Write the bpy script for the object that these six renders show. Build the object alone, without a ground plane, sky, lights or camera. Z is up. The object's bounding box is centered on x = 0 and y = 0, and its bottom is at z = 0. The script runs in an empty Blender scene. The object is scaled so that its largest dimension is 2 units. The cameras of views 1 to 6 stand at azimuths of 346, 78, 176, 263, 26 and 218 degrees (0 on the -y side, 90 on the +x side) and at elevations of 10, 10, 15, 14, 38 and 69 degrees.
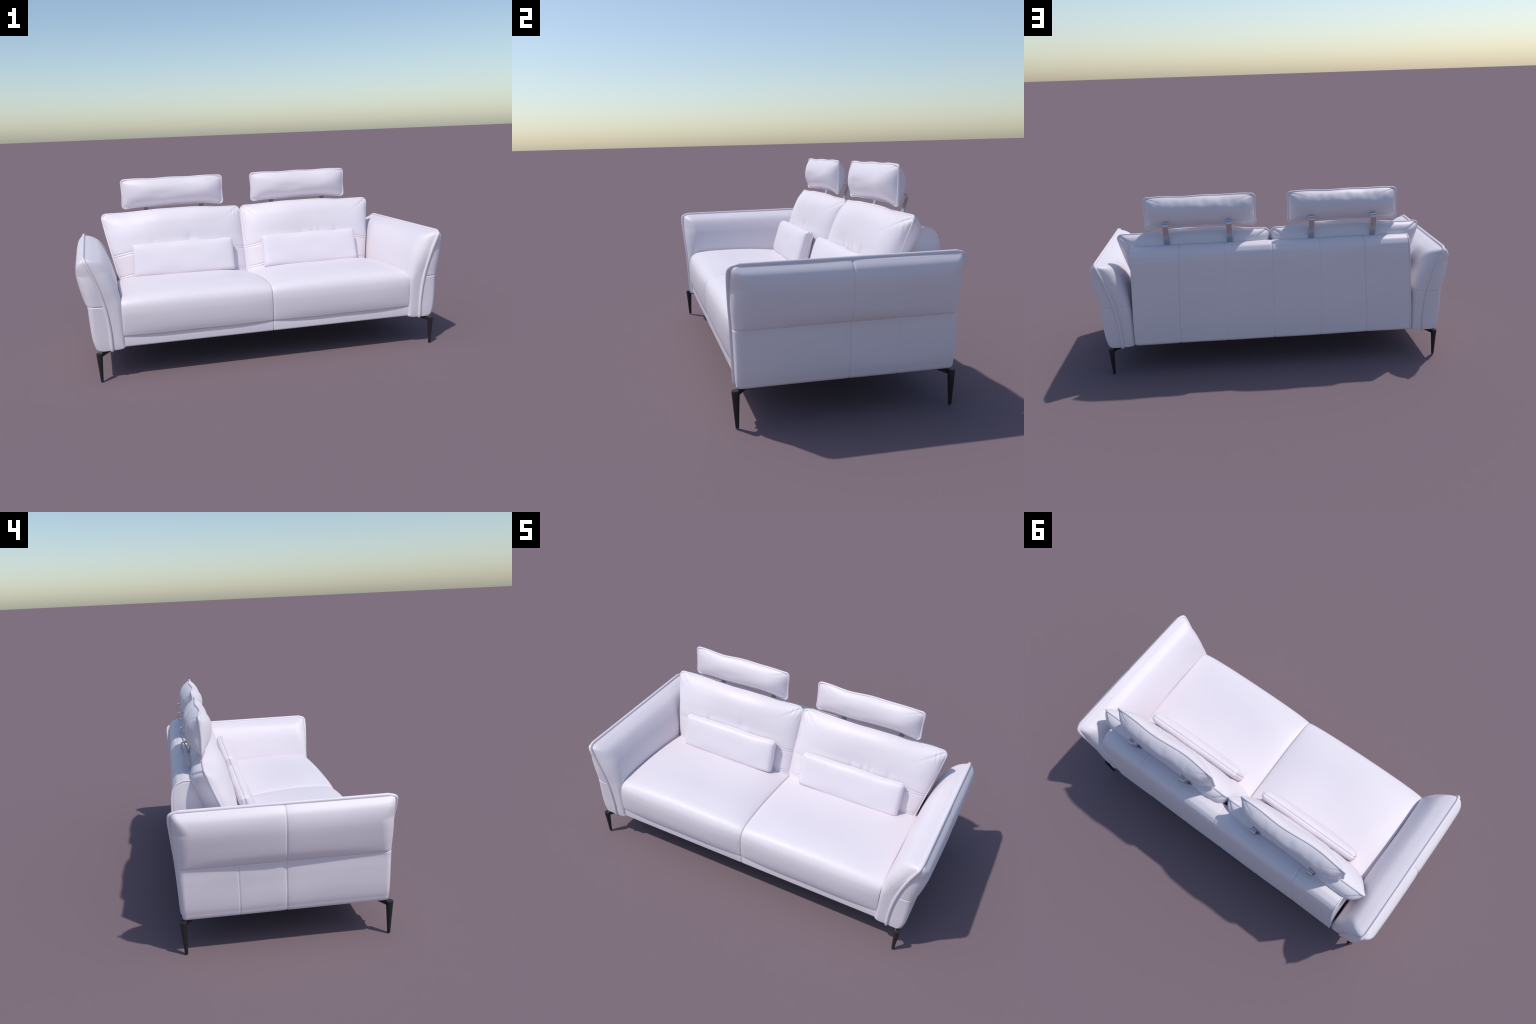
"""White leather two-seat sofa: flared armrests with piping, two loose back
cushions, lumbar pillows, two headrests on chrome brackets, tapered black legs."""
import bpy, math
import numpy as np

# ------------------------------------------------------------------ helpers
def spline(keys, n_or_t):
    """Catmull-Rom through rows of `keys`, parameter 0..1 over the row index."""
    K = np.asarray(keys, float)
    t = np.linspace(0, 1, n_or_t) if isinstance(n_or_t, int) else np.asarray(n_or_t, float)
    m = len(K) - 1
    f = np.clip(t, 0, 1) * m
    i = np.clip(f.astype(int), 0, m - 1)
    a = (f - i)[..., None]
    P = np.vstack([2 * K[0] - K[1], K, 2 * K[-1] - K[-2]])
    p0, p1, p2, p3 = P[i], P[i + 1], P[i + 2], P[i + 3]
    return 0.5 * (2 * p1 + (p2 - p0) * a + (2 * p0 - 5 * p1 + 4 * p2 - p3) * a ** 2
                  + (3 * p1 - p0 - 3 * p2 + p3) * a ** 3)


def resample(P, n, closed=False):
    P = np.asarray(P, float)
    if closed:
        P = np.vstack([P, P[:1]])
    d = np.r_[0, np.cumsum(np.linalg.norm(np.diff(P, axis=0), axis=1))]
    t = np.linspace(0, d[-1], n + 1)[:-1] if closed else np.linspace(0, d[-1], n)
    return np.stack([np.interp(t, d, P[:, k]) for k in range(P.shape[1])], 1)


def smooth(a, b, x):
    t = np.clip((x - a) / (b - a), 0, 1)
    return t * t * (3 - 2 * t)


def groove(d, depth, width, pinch=0.0, pinch_width=0.03):
    """Stitched seam: a narrow valley plus a wide shallow pull-in."""
    return depth * np.exp(-(d / width) ** 2) + pinch * np.exp(-(d / pinch_width) ** 2)


def lump(x, y, z, seed, scale):
    """Cheap smooth noise made of a few random sine waves, about -1..1."""
    rng = np.random.RandomState(seed)
    s = 0
    for k in range(7):
        w = rng.normal(size=3) * scale
        s = s + np.sin(x * w[0] + y * w[1] + z * w[2] + rng.uniform(0, 6.28)) / 2.6
    return s


def soft(z, xs, ys, w=.022):
    """Piecewise curve with its corners rounded off over a width w."""
    o = np.linspace(-1.5, 1.5, 13)
    k = np.exp(-o * o); k /= k.sum()
    return sum(ki * np.interp(z + oi * w, xs, ys) for ki, oi in zip(k, o))


class Geo:
    """Collects vertices and faces of one part."""
    def __init__(self):
        self.v, self.f, self.n = [], [], 0

    def add(self, V, F):
        V = np.asarray(V, float).reshape(-1, 3)
        self.v.append(V)
        self.f += [tuple(int(i) + self.n for i in f) for f in F]
        self.n += len(V)

    def grid(self, P, close_u=False, close_v=False, flip=False):
        nu, nv = P.shape[:2]
        idx = np.arange(nu * nv).reshape(nu, nv)
        if close_u:
            idx = np.vstack([idx, idx[:1]])
        if close_v:
            idx = np.hstack([idx, idx[:, :1]])
        q = np.stack([idx[:-1, :-1], idx[1:, :-1], idx[1:, 1:], idx[:-1, 1:]], -1).reshape(-1, 4)
        if flip:
            q = q[:, ::-1]
        self.add(P, q.tolist())

    def loft(self, rings, flip=False):
        """Closed rings joined into a capped solid."""
        R = np.asarray(rings, float)
        base = self.n
        self.grid(R, close_v=True, flip=flip)
        m = R.shape[1]
        a = tuple(base + i for i in range(m))
        b = tuple(base + (len(R) - 1) * m + i for i in range(m))
        self.f += [a[::-1], b] if flip else [a, b[::-1]]

    def tube(self, path, r, closed=False, seg=10, squash=1.0, up=None):
        P = np.asarray(path, float)
        if closed:
            T = np.roll(P, -1, 0) - np.roll(P, 1, 0)
        else:
            T = np.gradient(P, axis=0)
        T /= np.linalg.norm(T, axis=1)[:, None]
        n = np.cross(T[0], [0.31, 0.17, 0.93]); n /= np.linalg.norm(n)
        N = []
        for t in T:
            n = n - t * (n @ t); n /= np.linalg.norm(n); N.append(n)
        N = np.array(N); B = np.cross(T, N)
        a = np.linspace(0, 2 * np.pi, seg, endpoint=False)
        rr = np.broadcast_to(np.asarray(r, float), (len(P),))[:, None, None]
        R = P[:, None] + rr * (np.cos(a)[None, :, None] * N[:, None] + np.sin(a)[None, :, None] * B[:, None])
        if closed:
            self.grid(R, close_u=True, close_v=True)
        else:
            self.loft(R)

    def build(self, name, mat, parent, mirror=False, weld=1e-5, angle=None):
        V = np.vstack(self.v)
        F = self.f
        if mirror:
            V = V * np.array([-1, 1, 1.0])
        me = bpy.data.meshes.new(name)
        me.from_pydata(V.tolist(), [], F)
        me.update()
        import bmesh
        bm = bmesh.new(); bm.from_mesh(me)
        bmesh.ops.remove_doubles(bm, verts=bm.verts, dist=weld)
        bmesh.ops.dissolve_degenerate(bm, edges=bm.edges, dist=1e-6)
        bmesh.ops.recalc_face_normals(bm, faces=bm.faces)
        bm.to_mesh(me); bm.free()
        if angle is None:
            me.polygons.foreach_set("use_smooth", [True] * len(me.polygons))
        else:
            me.polygons.foreach_set("use_smooth", [True] * len(me.polygons))
            me.set_sharp_from_angle(angle=math.radians(angle))
        me.materials.append(mat)
        ob = bpy.data.objects.new(name, me)
        bpy.context.scene.collection.objects.link(ob)
        ob.parent = parent
        return ob


def dense_ends(n, k=1.0):
    """-1..1 samples crowded toward both ends."""
    t = np.linspace(-1, 1, n)
    return (1 - k) * t + k * np.sin(t * np.pi / 2)


# ---------------------------------------------------------------- materials
def new_mat(name):
    m = bpy.data.materials.new(name); m.use_nodes = True
    nt = m.node_tree
    return m, nt, nt.nodes["Principled BSDF"]


def leather(name, col, rough, bump=0.06):
    m, nt, b = new_mat(name)
    N = nt.nodes.new
    tc = N("ShaderNodeTexCoord")
    cloud = N("ShaderNodeTexNoise"); cloud.inputs["Scale"].default_value = 3.0
    cloud.inputs["Detail"].default_value = 2.0
    nt.links.new(tc.outputs["Object"], cloud.inputs["Vector"])
    ramp = N("ShaderNodeValToRGB")
    ramp.color_ramp.elements[0].position = 0.3
    ramp.color_ramp.elements[1].position = 0.7
    ramp.color_ramp.elements[0].color = (*[c * 0.985 for c in col], 1)
    ramp.color_ramp.elements[1].color = (*[min(1, c * 1.01) for c in col], 1)
    nt.links.new(cloud.outputs["Fac"], ramp.inputs["Fac"])
    nt.links.new(ramp.outputs["Color"], b.inputs["Base Color"])
    grain = N("ShaderNodeTexVoronoi"); grain.inputs["Scale"].default_value = 420.0
    nt.links.new(tc.outputs["Object"], grain.inputs["Vector"])
    bp = N("ShaderNodeBump"); bp.inputs["Strength"].default_value = bump
    bp.inputs["Distance"].default_value = 0.001
    nt.links.new(grain.outputs["Distance"], bp.inputs["Height"])
    nt.links.new(bp.outputs["Normal"], b.inputs["Normal"])
    b.inputs["Roughness"].default_value = rough
    b.inputs["Specular IOR Level"].default_value = 0.5
    return m


def metal(name, col, rough, metallic, spec=0.5):
    m, nt, b = new_mat(name)
    N = nt.nodes.new
    tc = N("ShaderNodeTexCoord")
    no = N("ShaderNodeTexNoise"); no.inputs["Scale"].default_value = 60.0
    nt.links.new(tc.outputs["Object"], no.inputs["Vector"])
    mr = N("ShaderNodeMapRange")
    mr.inputs["To Min"].default_value = rough * 0.9
    mr.inputs["To Max"].default_value = rough * 1.1
    nt.links.new(no.outputs["Fac"], mr.inputs["Value"])
    nt.links.new(mr.outputs["Result"], b.inputs["Roughness"])
    b.inputs["Base Color"].default_value = (*col, 1)
    b.inputs["Metallic"].default_value = metallic
    b.inputs["Specular IOR Level"].default_value = spec
    return m


WHITE = (0.80, 0.74, 0.79)
LEATHER = leather("white_leather", WHITE, 0.48)
BLACK = metal("black_painted_steel", (0.020, 0.018, 0.018), 0.45, 0.0, 0.4)
CHROME = metal("brushed_chrome", (0.62, 0.62, 0.62), 0.22, 1.0)
STEEL = metal("bright_steel", (0.85, 0.85, 0.86), 0.2, 1.0)
LINING = metal("dark_lining_cloth", (0.03, 0.03, 0.032), 0.9, 0.0, 0.2)

sofa = bpy.data.objects.new("sofa", None)
bpy.context.scene.collection.objects.link(sofa)
sofa["label"] = "white leather two-seat sofa with headrests and black legs"
sofa["category"] = "sofa"

# ----------------------------------------------------------------- armrests
# stations from the bottom up: piping line C, inner skin I, outer skin O (x, z)
ARM = [
    # Cx    Cz     Ix    Iz     Ox    Oz     Y(half depth at piping)
    (.850, .157, .850, .157, .850, .157, .428),
    (.847, .157, .783, .159, .914, .156, .433),
    (.848, .190, .780, .190, .932, .188, .436),
    (.850, .250, .780, .250, .942, .245, .438),
    (.858, .325, .781, .325, .948, .325, .441),
    (.866, .372, .784, .380, .951, .380, .443),
    (.874, .410, .789, .425, .962, .408, .445),
    (.890, .470, .802, .480, .979, .470, .450),
    (.913, .540, .826, .545, .993, .543, .455),
    (.937, .599, .862, .599, .989, .595, .458),
    (.948, .624, .908, .624, .968, .625, .451),
    (.954, .635, .954, .635, .954, .635, .420),
]
SEAM_S = 5.35 / 11.0


def arm_skin(S, side):
    """Skin from front piping round the front face, along the length, to the rear piping."""
    K = spline(ARM, S)
    C, Y = K[:, :2], K[:, 6]
    T = K[:, 2:4] if side == "inner" else K[:, 4:6]
    D = np.linalg.norm(T - C, axis=1)
    d = (T - C) / np.maximum(D, 1e-6)[:, None]
    r0 = np.interp(S, [0, .2, .45, .6, .75, 1], [.016, .020, .030, .055, .075, .07])
    r = np.minimum(r0, D * 0.92)
    inset = 0.001 + 0.003 * np.minimum(D / .08, 1)
    face = np.linspace(0, 1, 12)[:-1]
    ang = np.linspace(0, np.pi / 2, 18)
    run = np.linspace(0, 1, 210)[1:]
    rows = []
    for i in range(len(S)):
        puff = .007 * min(D[i] / .065, 1) * (1 - smooth(.6, .85, S[i]))
        yf = -Y[i] + inset[i] * face - puff * np.sin(face * np.pi / 2)
        df = (D[i] - r[i]) * face
        ya = -Y[i] + inset[i] - puff + r[i] * (1 - np.cos(ang))
        da = (D[i] - r[i]) + r[i] * np.sin(ang)
        yr = ya[-1] + run * (0 - ya[-1])
        dr = np.full(len(run), D[i])
        y = np.r_[yf, ya, yr]; dd = np.r_[df, da, dr]
        y = np.r_[y, -y[-2::-1]]; dd = np.r_[dd, dd[-2::-1]]
        rows.append((y, dd))
    y = np.array([a for a, _ in rows]); dd = np.array([b for _, b in rows])
    wy = np.r_[np.ones(len(face)), np.cos(ang), np.zeros(len(run))]
    wd = np.r_[np.zeros(len(face)), np.sin(ang), np.ones(len(run))]
    wy = np.r_[-wy, wy[-2::-1]]; wd = np.r_[wd, wd[-2::-1]]
    return C, d, D, y, dd, wy, wd


def arm_points(S, side):
    C, d, D, y, dd, wy, wd = arm_skin(S, side)
    z_mid = (C[:, 1:2] + d[:, 1:2] * dd)
    frac = np.clip(dd / np.maximum(D, 1e-6)[:, None], 0, 1)
    off = np.zeros_like(dd)
    sd = (S - SEAM_S)[:, None] * 0.46       # distance from the horizontal seam in metres
    if side == "outer":
        off -= groove(sd, .0045, .0035) * smooth(0, .15, frac)
        # upper pad swells over the seam, most in the middle of the length
        swell = smooth(0, .05, sd) * (1 - smooth(.03, .22, sd))
        off += .008 * swell * np.clip(1 - (y / .42) ** 2, 0, 1) * frac
        off -= groove(y - .002, .0035, .0035, .0015, .02) * frac * smooth(0, .1, S)[:, None]
        low = 1 - smooth(-.02, 0.0, sd)
        off -= groove(y - .198, .0022, .003) * low * frac
    else:
        off -= groove(sd, .003, .003) * smooth(.385, .41, y) * smooth(0, .15, frac)
    off += .0012 * lump(y * 6, z_mid * 9, 0, 5 if side == "outer" else 9, 1.6) * frac
    y = y + off * wy
    dd = dd + off * wd
    X = C[:, :1] + d[:, :1] * dd
    Z = C[:, 1:2] + d[:, 1:2] * dd
    return np.stack([X, y, Z], -1)


def arm_path():
    s = np.linspace(1 / 11, 1, 120)
    K = spline(ARM, s)
    front = np.stack([K[:, 0], -K[:, 6] - .003, K[:, 1] + .001], 1)
    rear = front[::-1] * np.array([1, -1, 1])
    ridge = np.stack([np.full(60, K[-1, 0]), np.linspace(-K[-1, 6], K[-1, 6], 62)[1:-1],
                      np.full(60, K[-1, 1] + .001)], 1)
    P = np.vstack([front, ridge, rear])
    foot = P[0] + np.array([0, .004, -.006])
    foot2 = P[-1] + np.array([0, -.004, -.006])
    return resample(np.vstack([foot, P, foot2]), 420)


def make_arm(mirror):
    S = np.unique(np.r_[np.linspace(0, .1, 14), np.linspace(.1, .9, 190), 1 - .1 * (1 - np.linspace(0, 1, 30)) ** 1.4])
    g = Geo()
    g.grid(arm_points(S, "inner"))
    g.grid(arm_points(S, "outer"), flip=True)
    arm = g.build("armrest", LEATHER, sofa, mirror, weld=2e-4)
    p = Geo()
    p.tube(arm_path(), .0080, seg=12)
    p.build("piping", LEATHER, arm, mirror)
    return arm


make_arm(mirror=True)
make_arm(mirror=False)

# ----------------------------------------------------------------- backrest
BACK_PROFILE = [(.300, .170), (.438, .163), (.444, .170), (.447, .30), (.449, .45), (.449, .58), (.447, .635),
                (.440, .672), (.420, .698), (.390, .709), (.350, .707), (.325, .690), (.315, .640),
                (.300, .52), (.290, .35)]


def make_backrest():
    prof = resample(BACK_PROFILE, 150, closed=True)
    nxt, prv = np.roll(prof, -1, 0), np.roll(prof, 1, 0)
    tan = nxt - prv
    nrm = np.stack([tan[:, 1], -tan[:, 0]], 1); nrm /= np.linalg.norm(nrm, axis=1)[:, None]
    r = .012
    a = np.linspace(0, np.pi / 2, 8)
    xs = np.r_[-.772 - r * np.cos(a) + r, np.linspace(-.772 + r, .772 - r, 900)[1:-1],
               (.772 + r * np.cos(a) - r)[::-1]]
    sh = np.r_[-r * (1 - np.sin(a)), np.zeros(898), (-r * (1 - np.sin(a)))[::-1]]
    rings = []
    for x, s in zip(xs, sh):
        p = prof + nrm * s
        wid = 1.006 - .018 * smooth(.2, .72, p[:, 1])
        back = smooth(.40, .43, p[:, 0]) + smooth(.69, .70, p[:, 1])
        g = 0
        for xk, lean, dep in ((-.5165, 0, .004), (-.262, -.006, .002), (-.001, -.003, .0028), (.260, -.002, .002), (.515, -.012, .004)):
            xc = xk + lean * (p[:, 1] - .42) / .5
            g = g + groove(x - xc, dep, .0022, .0006, .015)
        q = p - nrm * (g * np.clip(back, 0, 1))[:, None]
        q = q + nrm * (.0015 * lump(x * 8, p[:, 1] * 6, 0, 21, 1.3) * np.clip(back, 0, 1))[:, None]
        rings.append(np.stack([np.full(len(q), x) * wid, q[:, 0], q[:, 1]], 1))
    g = Geo(); g.loft(rings)
    ob = g.build("backrest", LEATHER, sofa)
    for sx in (-1, 1):
        t = Geo()
        p = np.roll(prof, -np.argmin(np.linalg.norm(prof - np.array([.444, .170]), axis=1)), 0)
        p = p[:105]
        wid = 1.006 - .018 * smooth(.2, .72, p[:, 1])
        path = np.stack([sx * .768 * wid, p[:, 0], p[:, 1]], 1)
        nn = np.roll(nrm, -np.argmin(np.linalg.norm(prof - np.array([.444, .170]), axis=1)), 0)[:105]
        path[:, 1:] -= nn * .0015
        t.tube(path, .0042, seg=8)
        t.build("piping", LEATHER, ob)
    return ob


make_backrest()

# --------------------------------------------------------- seat and apron
SEAT_MID = [(.290, .250), (.290, .36), (.27, .384), (.20, .400), (.09, .417), (0, .429), (-.10, .438), (-.20, .443), (-.29, .443),
            (-.355, .436), (-.40, .426), (-.428, .410), (-.445, .384), (-.452, .350), (-.453, .312), (-.450, .270),
            (-.443, .235), (-.434, .220), (-.40, .216)]
SEAT_EDGE = [(.290, .250), (.290, .33), (.27, .350), (.20, .362), (.12, .374), (.02, .388), (-.08, .400), (-.18, .409), (-.27, .413),
             (-.34, .413), (-.385, .410), (-.412, .400), (-.430, .382), (-.438, .350), (-.439, .315), (-.437, .270),
             (-.434, .235), (-.428, .222), (-.40, .217)]


def make_seat(mirror):
    mid, edge = spline(SEAT_MID, 220), spline(SEAT_EDGE, 220)
    x0, x1 = .0015, .786
    t = dense_ends(150, .8)
    rings = []
    for u in t:
        crown = 1 - abs(u) ** 3.4
        e = .25 * (1 - abs(u) ** 26) ** .5 + .75 * crown if abs(u) < 1 else 0
        p = edge + (mid - edge) * e
        # the back outer corner stays fuller against the armrest
        p = p + np.stack([0 * p[:, 0], .010 * smooth(.2, .85, u) * smooth(-.3, .1, p[:, 0]) * smooth(.3, .36, p[:, 1])], 1)
        x = x0 + (x1 - x0) * (u + 1) / 2
        p = p + np.stack([0 * p[:, 0], .0015 * lump(x * 7, p[:, 0] * 7, 0, 33, 1.2) * e], 1)
        rings.append(np.stack([np.full(len(p), x), p[:, 0], p[:, 1]], 1))
    g = Geo(); g.loft(rings)
    return g.build("seat_cushion", LEATHER, sofa, mirror, angle=50)


make_seat(True)
make_seat(False)


def rounded_box(x0, x1, y0, y1, z0, z1, r, n=6):
    """Rounded-rectangle profile in y-z swept along x."""
    pts = []
    for cy, cz, a0 in ((y1 - r, z0 + r, -90), (y1 - r, z1 - r, 0), (y0 + r, z1 - r, 90), (y0 + r, z0 + r, 180)):
        for k in range(n + 1):
            a = math.radians(a0 + 90 * k / n)
            pts.append((cy + r * math.cos(a), cz + r * math.sin(a)))
    return np.array(pts)


def make_apron(mirror):
    prof = rounded_box(0, 0, -.430, -.36, .164, .222, .008)
    rings = []
    for x, s in ((.0006, .0035), (.0012, .002), (.003, .0006), (.006, 0), (.4, 0), (.784, 0)):
        c = prof.mean(0)
        q = prof - np.sign(prof - c) * s
        rings.append(np.stack([np.full(len(q), x), q[:, 0], q[:, 1]], 1))
    g = Geo(); g.loft(rings)
    g.build("apron", LEATHER, sofa, mirror, angle=60)


make_apron(True)
make_apron(False)

g = Geo()
prof = rounded_box(0, 0, -.40, .42, .168, .30, .004, 2)
g.loft([np.stack([np.full(len(prof), x), prof[:, 0], prof[:, 1]], 1) for x in (-.772, .772)])
g.build("underside_lining", LINING, sofa, angle=30)

# -------------------------------------------------------------- back cushions
def round_rect(U, V, w, h, r):
    """Square -1..1 mapped to a rectangle with corner radius r (half sizes w, h)."""
    m = np.maximum(np.maximum(np.abs(U), np.abs(V)), 1e-9)
    qx, qy = U / m * w, V / m * h
    ax, ay = np.abs(qx), np.abs(qy)
    cx, cy = w - r, h - r
    # scale so that the boundary point lands on the corner arc
    k = ax * ax + ay * ay
    bq = ax * cx + ay * cy
    cc = cx * cx + cy * cy - r * r
    disc = np.maximum(bq * bq - k * cc, 0)
    s = (bq + np.sqrt(disc)) / k
    corner = (ax * s > cx) & (ay * s > cy) & (disc > 0)
    s = np.where(corner, np.minimum(s, 1), 1.0)
    f = 1 + (s - 1) * m ** 3
    return U * f, V * f


PIPE_Y = ([.35, .374, .45, .53, .60, .69, .74, .775], [.147, .155, .180, .209, .244, .280, .297, .309])
OUT_X = ([.35, .374, .53, .65, .755, .78], [.758, .762, .796, .822, .842, .845])
CUSH_Z = (.350, .764)


def cushion_frame(U, V):
    """Outline surface of the left-hand template (x positive = outer side)."""
    u, v = round_rect(U, V, .415, .21, .030)
    z = CUSH_Z[0] + (CUSH_Z[1] - CUSH_Z[0]) * (v + 1) / 2
    top = smooth(.2, 1, v)
    mid = 1 - smooth(.18, .80, np.abs(u + .08))
    z = z + .013 * mid * top
    xo = soft(z, *OUT_X, w=.01)
    xi = soft(z, [.35, .55, .7, .77], [.003, .004, .004, .005])
    x = xi + (xo - xi) * (u + 1) / 2
    y = soft(z, *PIPE_Y, w=.012) - .028 * mid * top
    return x, y, z, u, v


def cushion_sheets(wrinkles, seed):
    t = dense_ends(250, .75); s = dense_ends(230, .6)
    U, V = np.meshgrid(t, s, indexing="ij")
    x, y, z, u, v = cushion_frame(U, V)
    au, av = np.clip(np.abs(U), 0, 1), np.clip(np.abs(V), 0, 1)
    eu = (1 - au ** 4.5) ** .55
    ev = np.where(V > 0, (1 - av ** 5) ** .55, (1 - av ** 8) ** .5)
    e = eu * ev
    amp = soft(z, [.35, .45, .52, .60, .66, .73, .78], [.050, .056, .062, .075, .078, .074, .068])
    f = amp * e
    for zc, arch in ((.520, .046), (.398, .042)):
        line = zc + arch * (1 - np.abs(u) ** 2.5)
        for o in (-.006, .006):
            f -= groove(z - line - o, .0030, .0022) * smooth(0, .25, e)
        f -= groove(z - line, .002, .02) * smooth(0, .3, e)
    for xc, zc, wx, wz, dep in wrinkles:
        f -= dep * np.exp(-((x - xc) / wx) ** 2 - ((z - zc) / wz) ** 2)
    f += .0022 * lump(x * 7, 0, z * 9, seed, 1.3) * e
    # pulled leather at the two upper corners
    for cu in (-1, 1):
        q = np.hypot((u - cu) * .41, (v - 1) * .21)
        f += .0010 * np.sin((u - cu) * 110 + (v - 1) * 20) * np.exp(-((q - .045) / .025) ** 2) * smooth(0, .3, e)
    front = np.stack([x, y - f, z], -1)
    # rear: boxed sides, tapering to the piping at the top
    eub = (1 - au ** 12) ** .5
    evb = np.where(V > 0, (1 - av ** 5) ** .65, (1 - av ** 10) ** .5)
    b = soft(z, [.35, .5, .65, .78], [.10, .090, .085, .089]) * eub * evb
    b += (.002 * lump(x * 9, 0, z * 8, seed + 3, 1.3) + .004 * np.sin(x * 40 + z * 20) * smooth(.6, .9, au) * smooth(.4, .8, V)) * eub * evb
    box = au - (1 - .15 * smooth(1.0, .35, V) - .02 * smooth(.35, -1, V))
    b -= groove(box * .415, .003, .003) * smooth(0, .3, evb)
    b -= groove(x - .392, .003, .003) * smooth(0, .3, evb)
    rear = np.stack([x - .012 * np.sign(U) * smooth(.86, 1, au) * 0, y + b, z], -1)
    return front, rear


def make_back_cushion(mirror, wrinkles, seed):
    front, rear = cushion_sheets(wrinkles, seed)
    g = Geo(); g.grid(front, flip=True); g.grid(rear)
    ob = g.build("back_cushion", LEATHER, sofa, mirror, weld=1e-4)
    k = np.linspace(-1, 1, 160)
    loop = np.r_[np.stack([k, -np.ones(160)], 1), np.stack([np.ones(160), k], 1)[1:],
                 np.stack([k[::-1], np.ones(160)], 1)[1:], np.stack([-np.ones(160), k[::-1]], 1)[1:-1]]
    x, y, z, _, _ = cushion_frame(loop[:, 0], loop[:, 1])
    p = Geo(); p.tube(resample(np.stack([x, y, z], 1), 520, closed=True), .0060, closed=True, seg=10)
    p.build("piping", LEATHER, ob, mirror)


make_back_cushion(True, [(.56, .580, .014, .028, .0045), (.34, .605, .022, .032, .004), (.29, .59, .02, .03, -.002), (.47, .57, .02, .02, .002)], 41)
make_back_cushion(False, [(.43, .585, .012, .026, .0045), (.475, .592, .011, .022, .004), (.58, .587, .018, .028, .004),
                          (.36, .58, .012, .03, .003)], 57)

# ------------------------------------------------------------ lumbar pillows
def make_lumbar():
    """Soft block pillow, local origin at its centre; local y is the thickness."""
    w, h, d = .298, .100, .045
    lip = np.array([.9965, .9982, .9992, .9997])
    t = np.sort(np.r_[dense_ends(200, .8), lip, -lip]); s = np.sort(np.r_[dense_ends(110, .8), lip, -lip])
    U, V = np.meshgrid(t, s, indexing="ij")
    u, v = round_rect(U, V, w, h, .014)
    au, av = np.abs(U), np.abs(V)
    e = (1 - au ** 30) ** .5 * (1 - av ** 10) ** .5
    bulge = .62 + .38 * (1 - au ** 4) * (1 - np.abs(V + .12) ** 2.2).clip(0)
    wob = lump(u * 4, v * 3, 0, 71, 1.5)
    x, z = u * w, v * h + .003 * wob * av ** 4
    f = d * e * bulge + .0012 * wob * e
    # stitched valley all round the middle of the edge
    tuck = .005 * np.exp(-(f / .0035) ** 2)
    x = x - np.sign(u) * tuck * smooth(.9, .99, au)
    z = z - np.sign(v) * tuck * smooth(.9, .98, av)
    front = np.stack([x, -f, z], -1)
    rear = np.stack([x, f * 1.05, z], -1)
    g = Geo(); g.grid(front, flip=True); g.grid(rear)
    return g.build("lumbar_pillow", LEATHER, sofa, weld=1e-4)


def duplicate(ob, kids, loc):
    c = ob.copy(); c.location = loc
    bpy.context.scene.collection.objects.link(c)
    for k in kids:
        kc = k.copy(); kc.parent = c
        bpy.context.scene.collection.objects.link(kc)
    return c


lum = make_lumbar()
lum.rotation_euler = (math.radians(-15.5), 0, 0)
lum.location = (-.387, .110, .502)
duplicate(lum, [], (.389, .110, .500))

# ------------------------------------------------------------------ headrests
def make_headrest():
    w, h = .302, .0845
    t = dense_ends(210, .85); s = dense_ends(110, .85)
    U, V = np.meshgrid(t, s, indexing="ij")

    def frame(U, V):
        u, v = round_rect(U, V, w, h, .018)
        x = u * w * (1 - .006 * np.cos(v * 3) * np.abs(u) ** 8)
        z = v * h + .0015 * np.sin(u * 9 + 2) * np.abs(v) + .009 * smooth(0, -1, v) * (1 - np.abs(u) ** 2.5)
        y = .003 * np.sin(u * 6 + v) + .004 * np.abs(v) * np.sin(u * 4)
        return x, y, z, u, v

    x, y, z, u, v = frame(U, V)
    au, av = np.abs(U), np.abs(V)
    ef = (1 - au ** 5) ** .75 * (1 - av ** 2.2) ** .75
    eb = (1 - au ** 8) ** .75 * (1 - av ** 2.4) ** .72
    wr = lump(u * 5, v * 3, 0, 83, 1.6)
    fold = lump(u * 13, v * 3, 0, 12, 1.0) * np.exp(-((V - .68) / .28) ** 2)
    front = np.stack([x, y - (.053 * ef + .0010 * wr * ef), z], -1)
    rear = np.stack([x, y + (.064 * eb + (.0012 * wr + .0030 * fold) * eb
                             - groove(v + .62 - .05 * u * u, .002, .02) * eb), z], -1)
    g = Geo(); g.grid(front, flip=True); g.grid(rear)
    a = g.build("headrest", LEATHER, sofa, weld=1e-4)
    k = np.linspace(-1, 1, 120)
    loop = np.r_[np.stack([k, -np.ones(120)], 1), np.stack([np.ones(120), k], 1)[1:],
                 np.stack([k[::-1], np.ones(120)], 1)[1:], np.stack([-np.ones(120), k[::-1]], 1)[1:-1]]
    lx, ly, lz, _, _ = frame(loop[:, 0], loop[:, 1])
    p = Geo(); p.tube(resample(np.stack([lx, ly, lz], 1), 400, closed=True), .0058, closed=True, seg=10)
    b = p.build("piping", LEATHER, a)
    return a, b


head, hp = make_headrest()
head.location = (-.4095, .303, .877)
duplicate(head, [hp], (.381, .303, .877))

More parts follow.
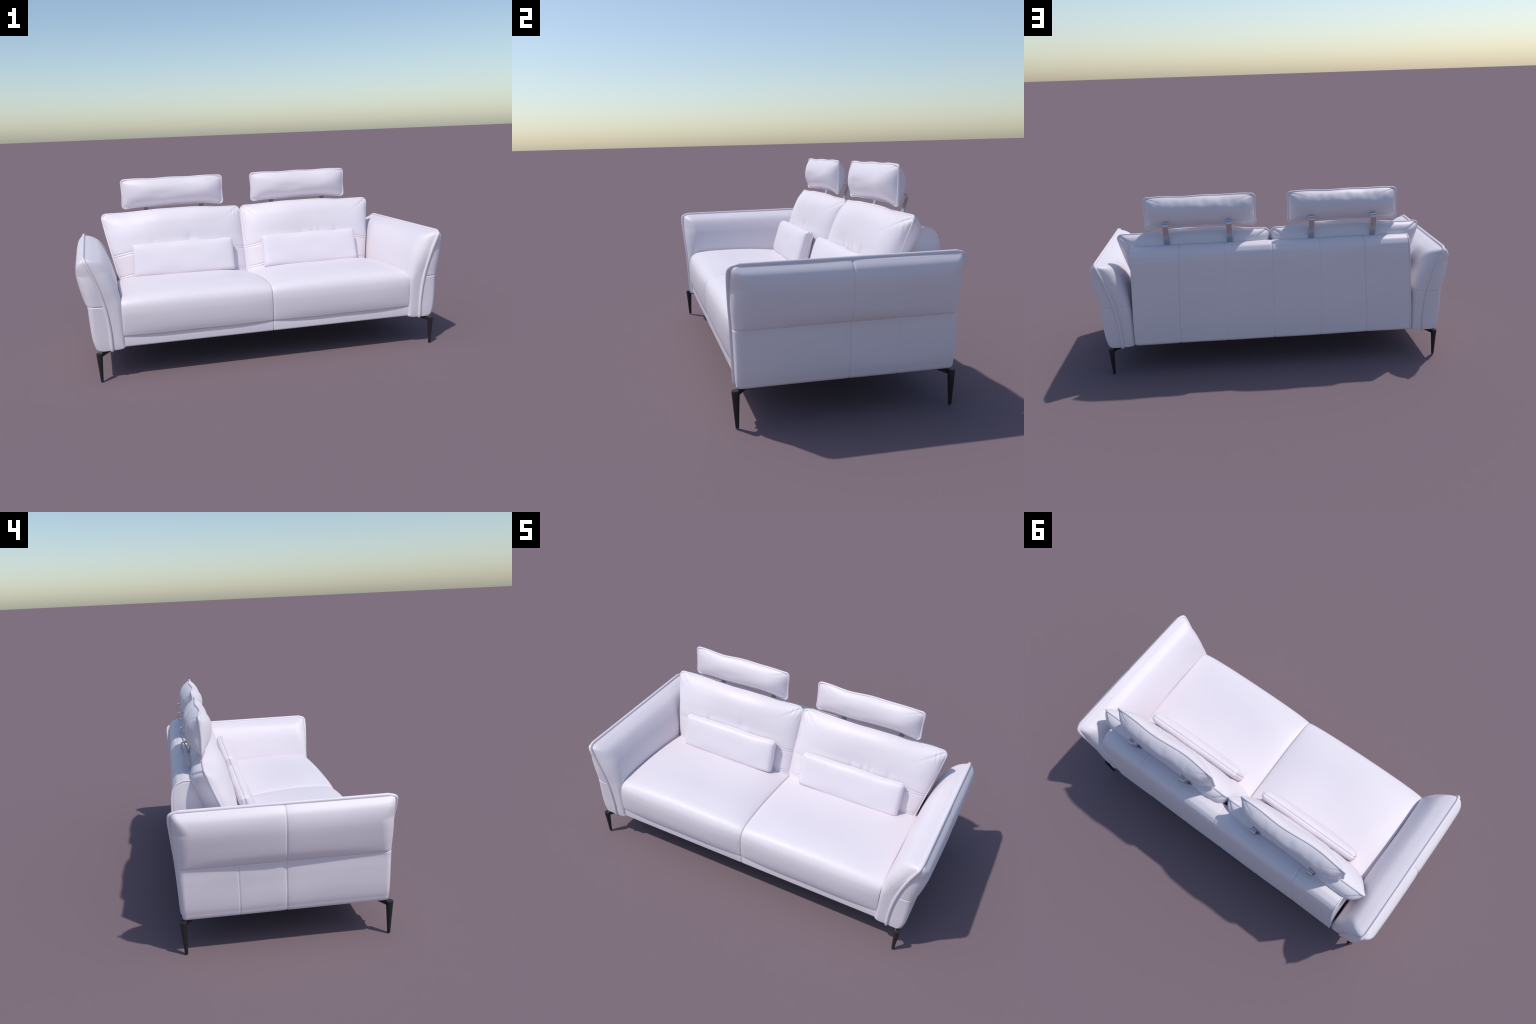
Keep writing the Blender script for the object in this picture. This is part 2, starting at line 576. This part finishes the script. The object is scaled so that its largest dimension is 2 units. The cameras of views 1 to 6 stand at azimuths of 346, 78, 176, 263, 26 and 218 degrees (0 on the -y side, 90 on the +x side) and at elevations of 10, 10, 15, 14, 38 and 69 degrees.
# --------------------------------------------------------- headrest brackets
def make_bracket():
    path = spline([(.325, .60), (.340, .66), (.355, .715), (.369, .756), (.381, .791), (.3875, .810), (.3870, .823),
                   (.380, .832), (.369, .834), (.345, .830)], 90)
    tan = np.gradient(path, axis=0); tan /= np.linalg.norm(tan, axis=1)[:, None]
    nrm = np.stack([tan[:, 1], -tan[:, 0]], 1)
    w, th, c = .0152, .0026, .0008
    sec = [(-w, -th + c), (-w + c, -th), (w - c, -th), (w, -th + c), (w, th - c), (w - c, th), (-w + c, th), (-w, th - c)]
    rings = [[(sx, p[0] + n[0] * st, p[1] + n[1] * st) for sx, st in sec] for p, n in zip(path, nrm)]
    g = Geo(); g.loft(rings)
    return g.build("headrest_bracket", CHROME, sofa, angle=40)


br = make_bracket()
br.location = (-.570, 0, 0)
for x in (-.2265, .225, .568):
    duplicate(br, [], (x, 0, 0))

# ----------------------------------------------------------------------- legs
def make_leg():
    """Leg template at the +x +y corner; origin on the floor under the leg."""
    a = np.linspace(0, 2 * np.pi, 40, endpoint=False)
    rings = []
    for z, r, lean in ((0, .0045, 0), (.001, .0066, 0), (.004, .0072, 0), (.03, .0086, 0), (.10, .0128, 0), (.147, .0160, 0),
                       (.150, .0158, 0), (.151, .0150, 0)):
        k = (z / .149)
        # the section stretches inward toward the frame arm near the top
        ex = np.cos(a) * r; ey = np.sin(a) * r
        rings.append(np.stack([ex + .003 * k, ey + .003 * k, np.full(40, z)], 1))
    g = Geo(); g.loft(rings)
    leg = g.build("leg", BLACK, sofa, angle=40)
    # sloping frame arm running diagonally inward under the body
    d = np.array([-1, -1]) / math.sqrt(2); n = np.array([1, -1]) / math.sqrt(2)
    bar = Geo(); rings = []
    for s, z0, z1, hw in ((.004, .130, .1495, .0085), (.05, .138, .158, .0080), (.10, .146, .163, .0075), (.16, .158, .172, .0075)):
        q = [(-hw, z0), (hw, z0), (hw, z1), (-hw, z1)]
        rings.append([(*(d * s + n * t), z) for t, z in q])
    bar.loft(rings)
    b = bar.build("frame_arm", BLACK, leg, angle=30)
    wsh = Geo()
    wsh.loft([np.stack([np.cos(a) * r - .006, np.sin(a) * r - .006, np.full(40, z)], 1)
              for z, r in ((.146, .0055), (.150, .0065), (.156, .0065), (.163, .006))])
    c = wsh.build("spacer", STEEL, leg, angle=40)
    return leg, b, c


leg, arm_, spacer = make_leg()
leg.location = (.907, .432, 0)
for x, y, ang in ((-.909, .432, 90), (-.909, -.441, 180), (.907, -.441, 270)):
    c = duplicate(leg, [arm_, spacer], (x, y, 0))
    c.rotation_euler = (0, 0, math.radians(ang))
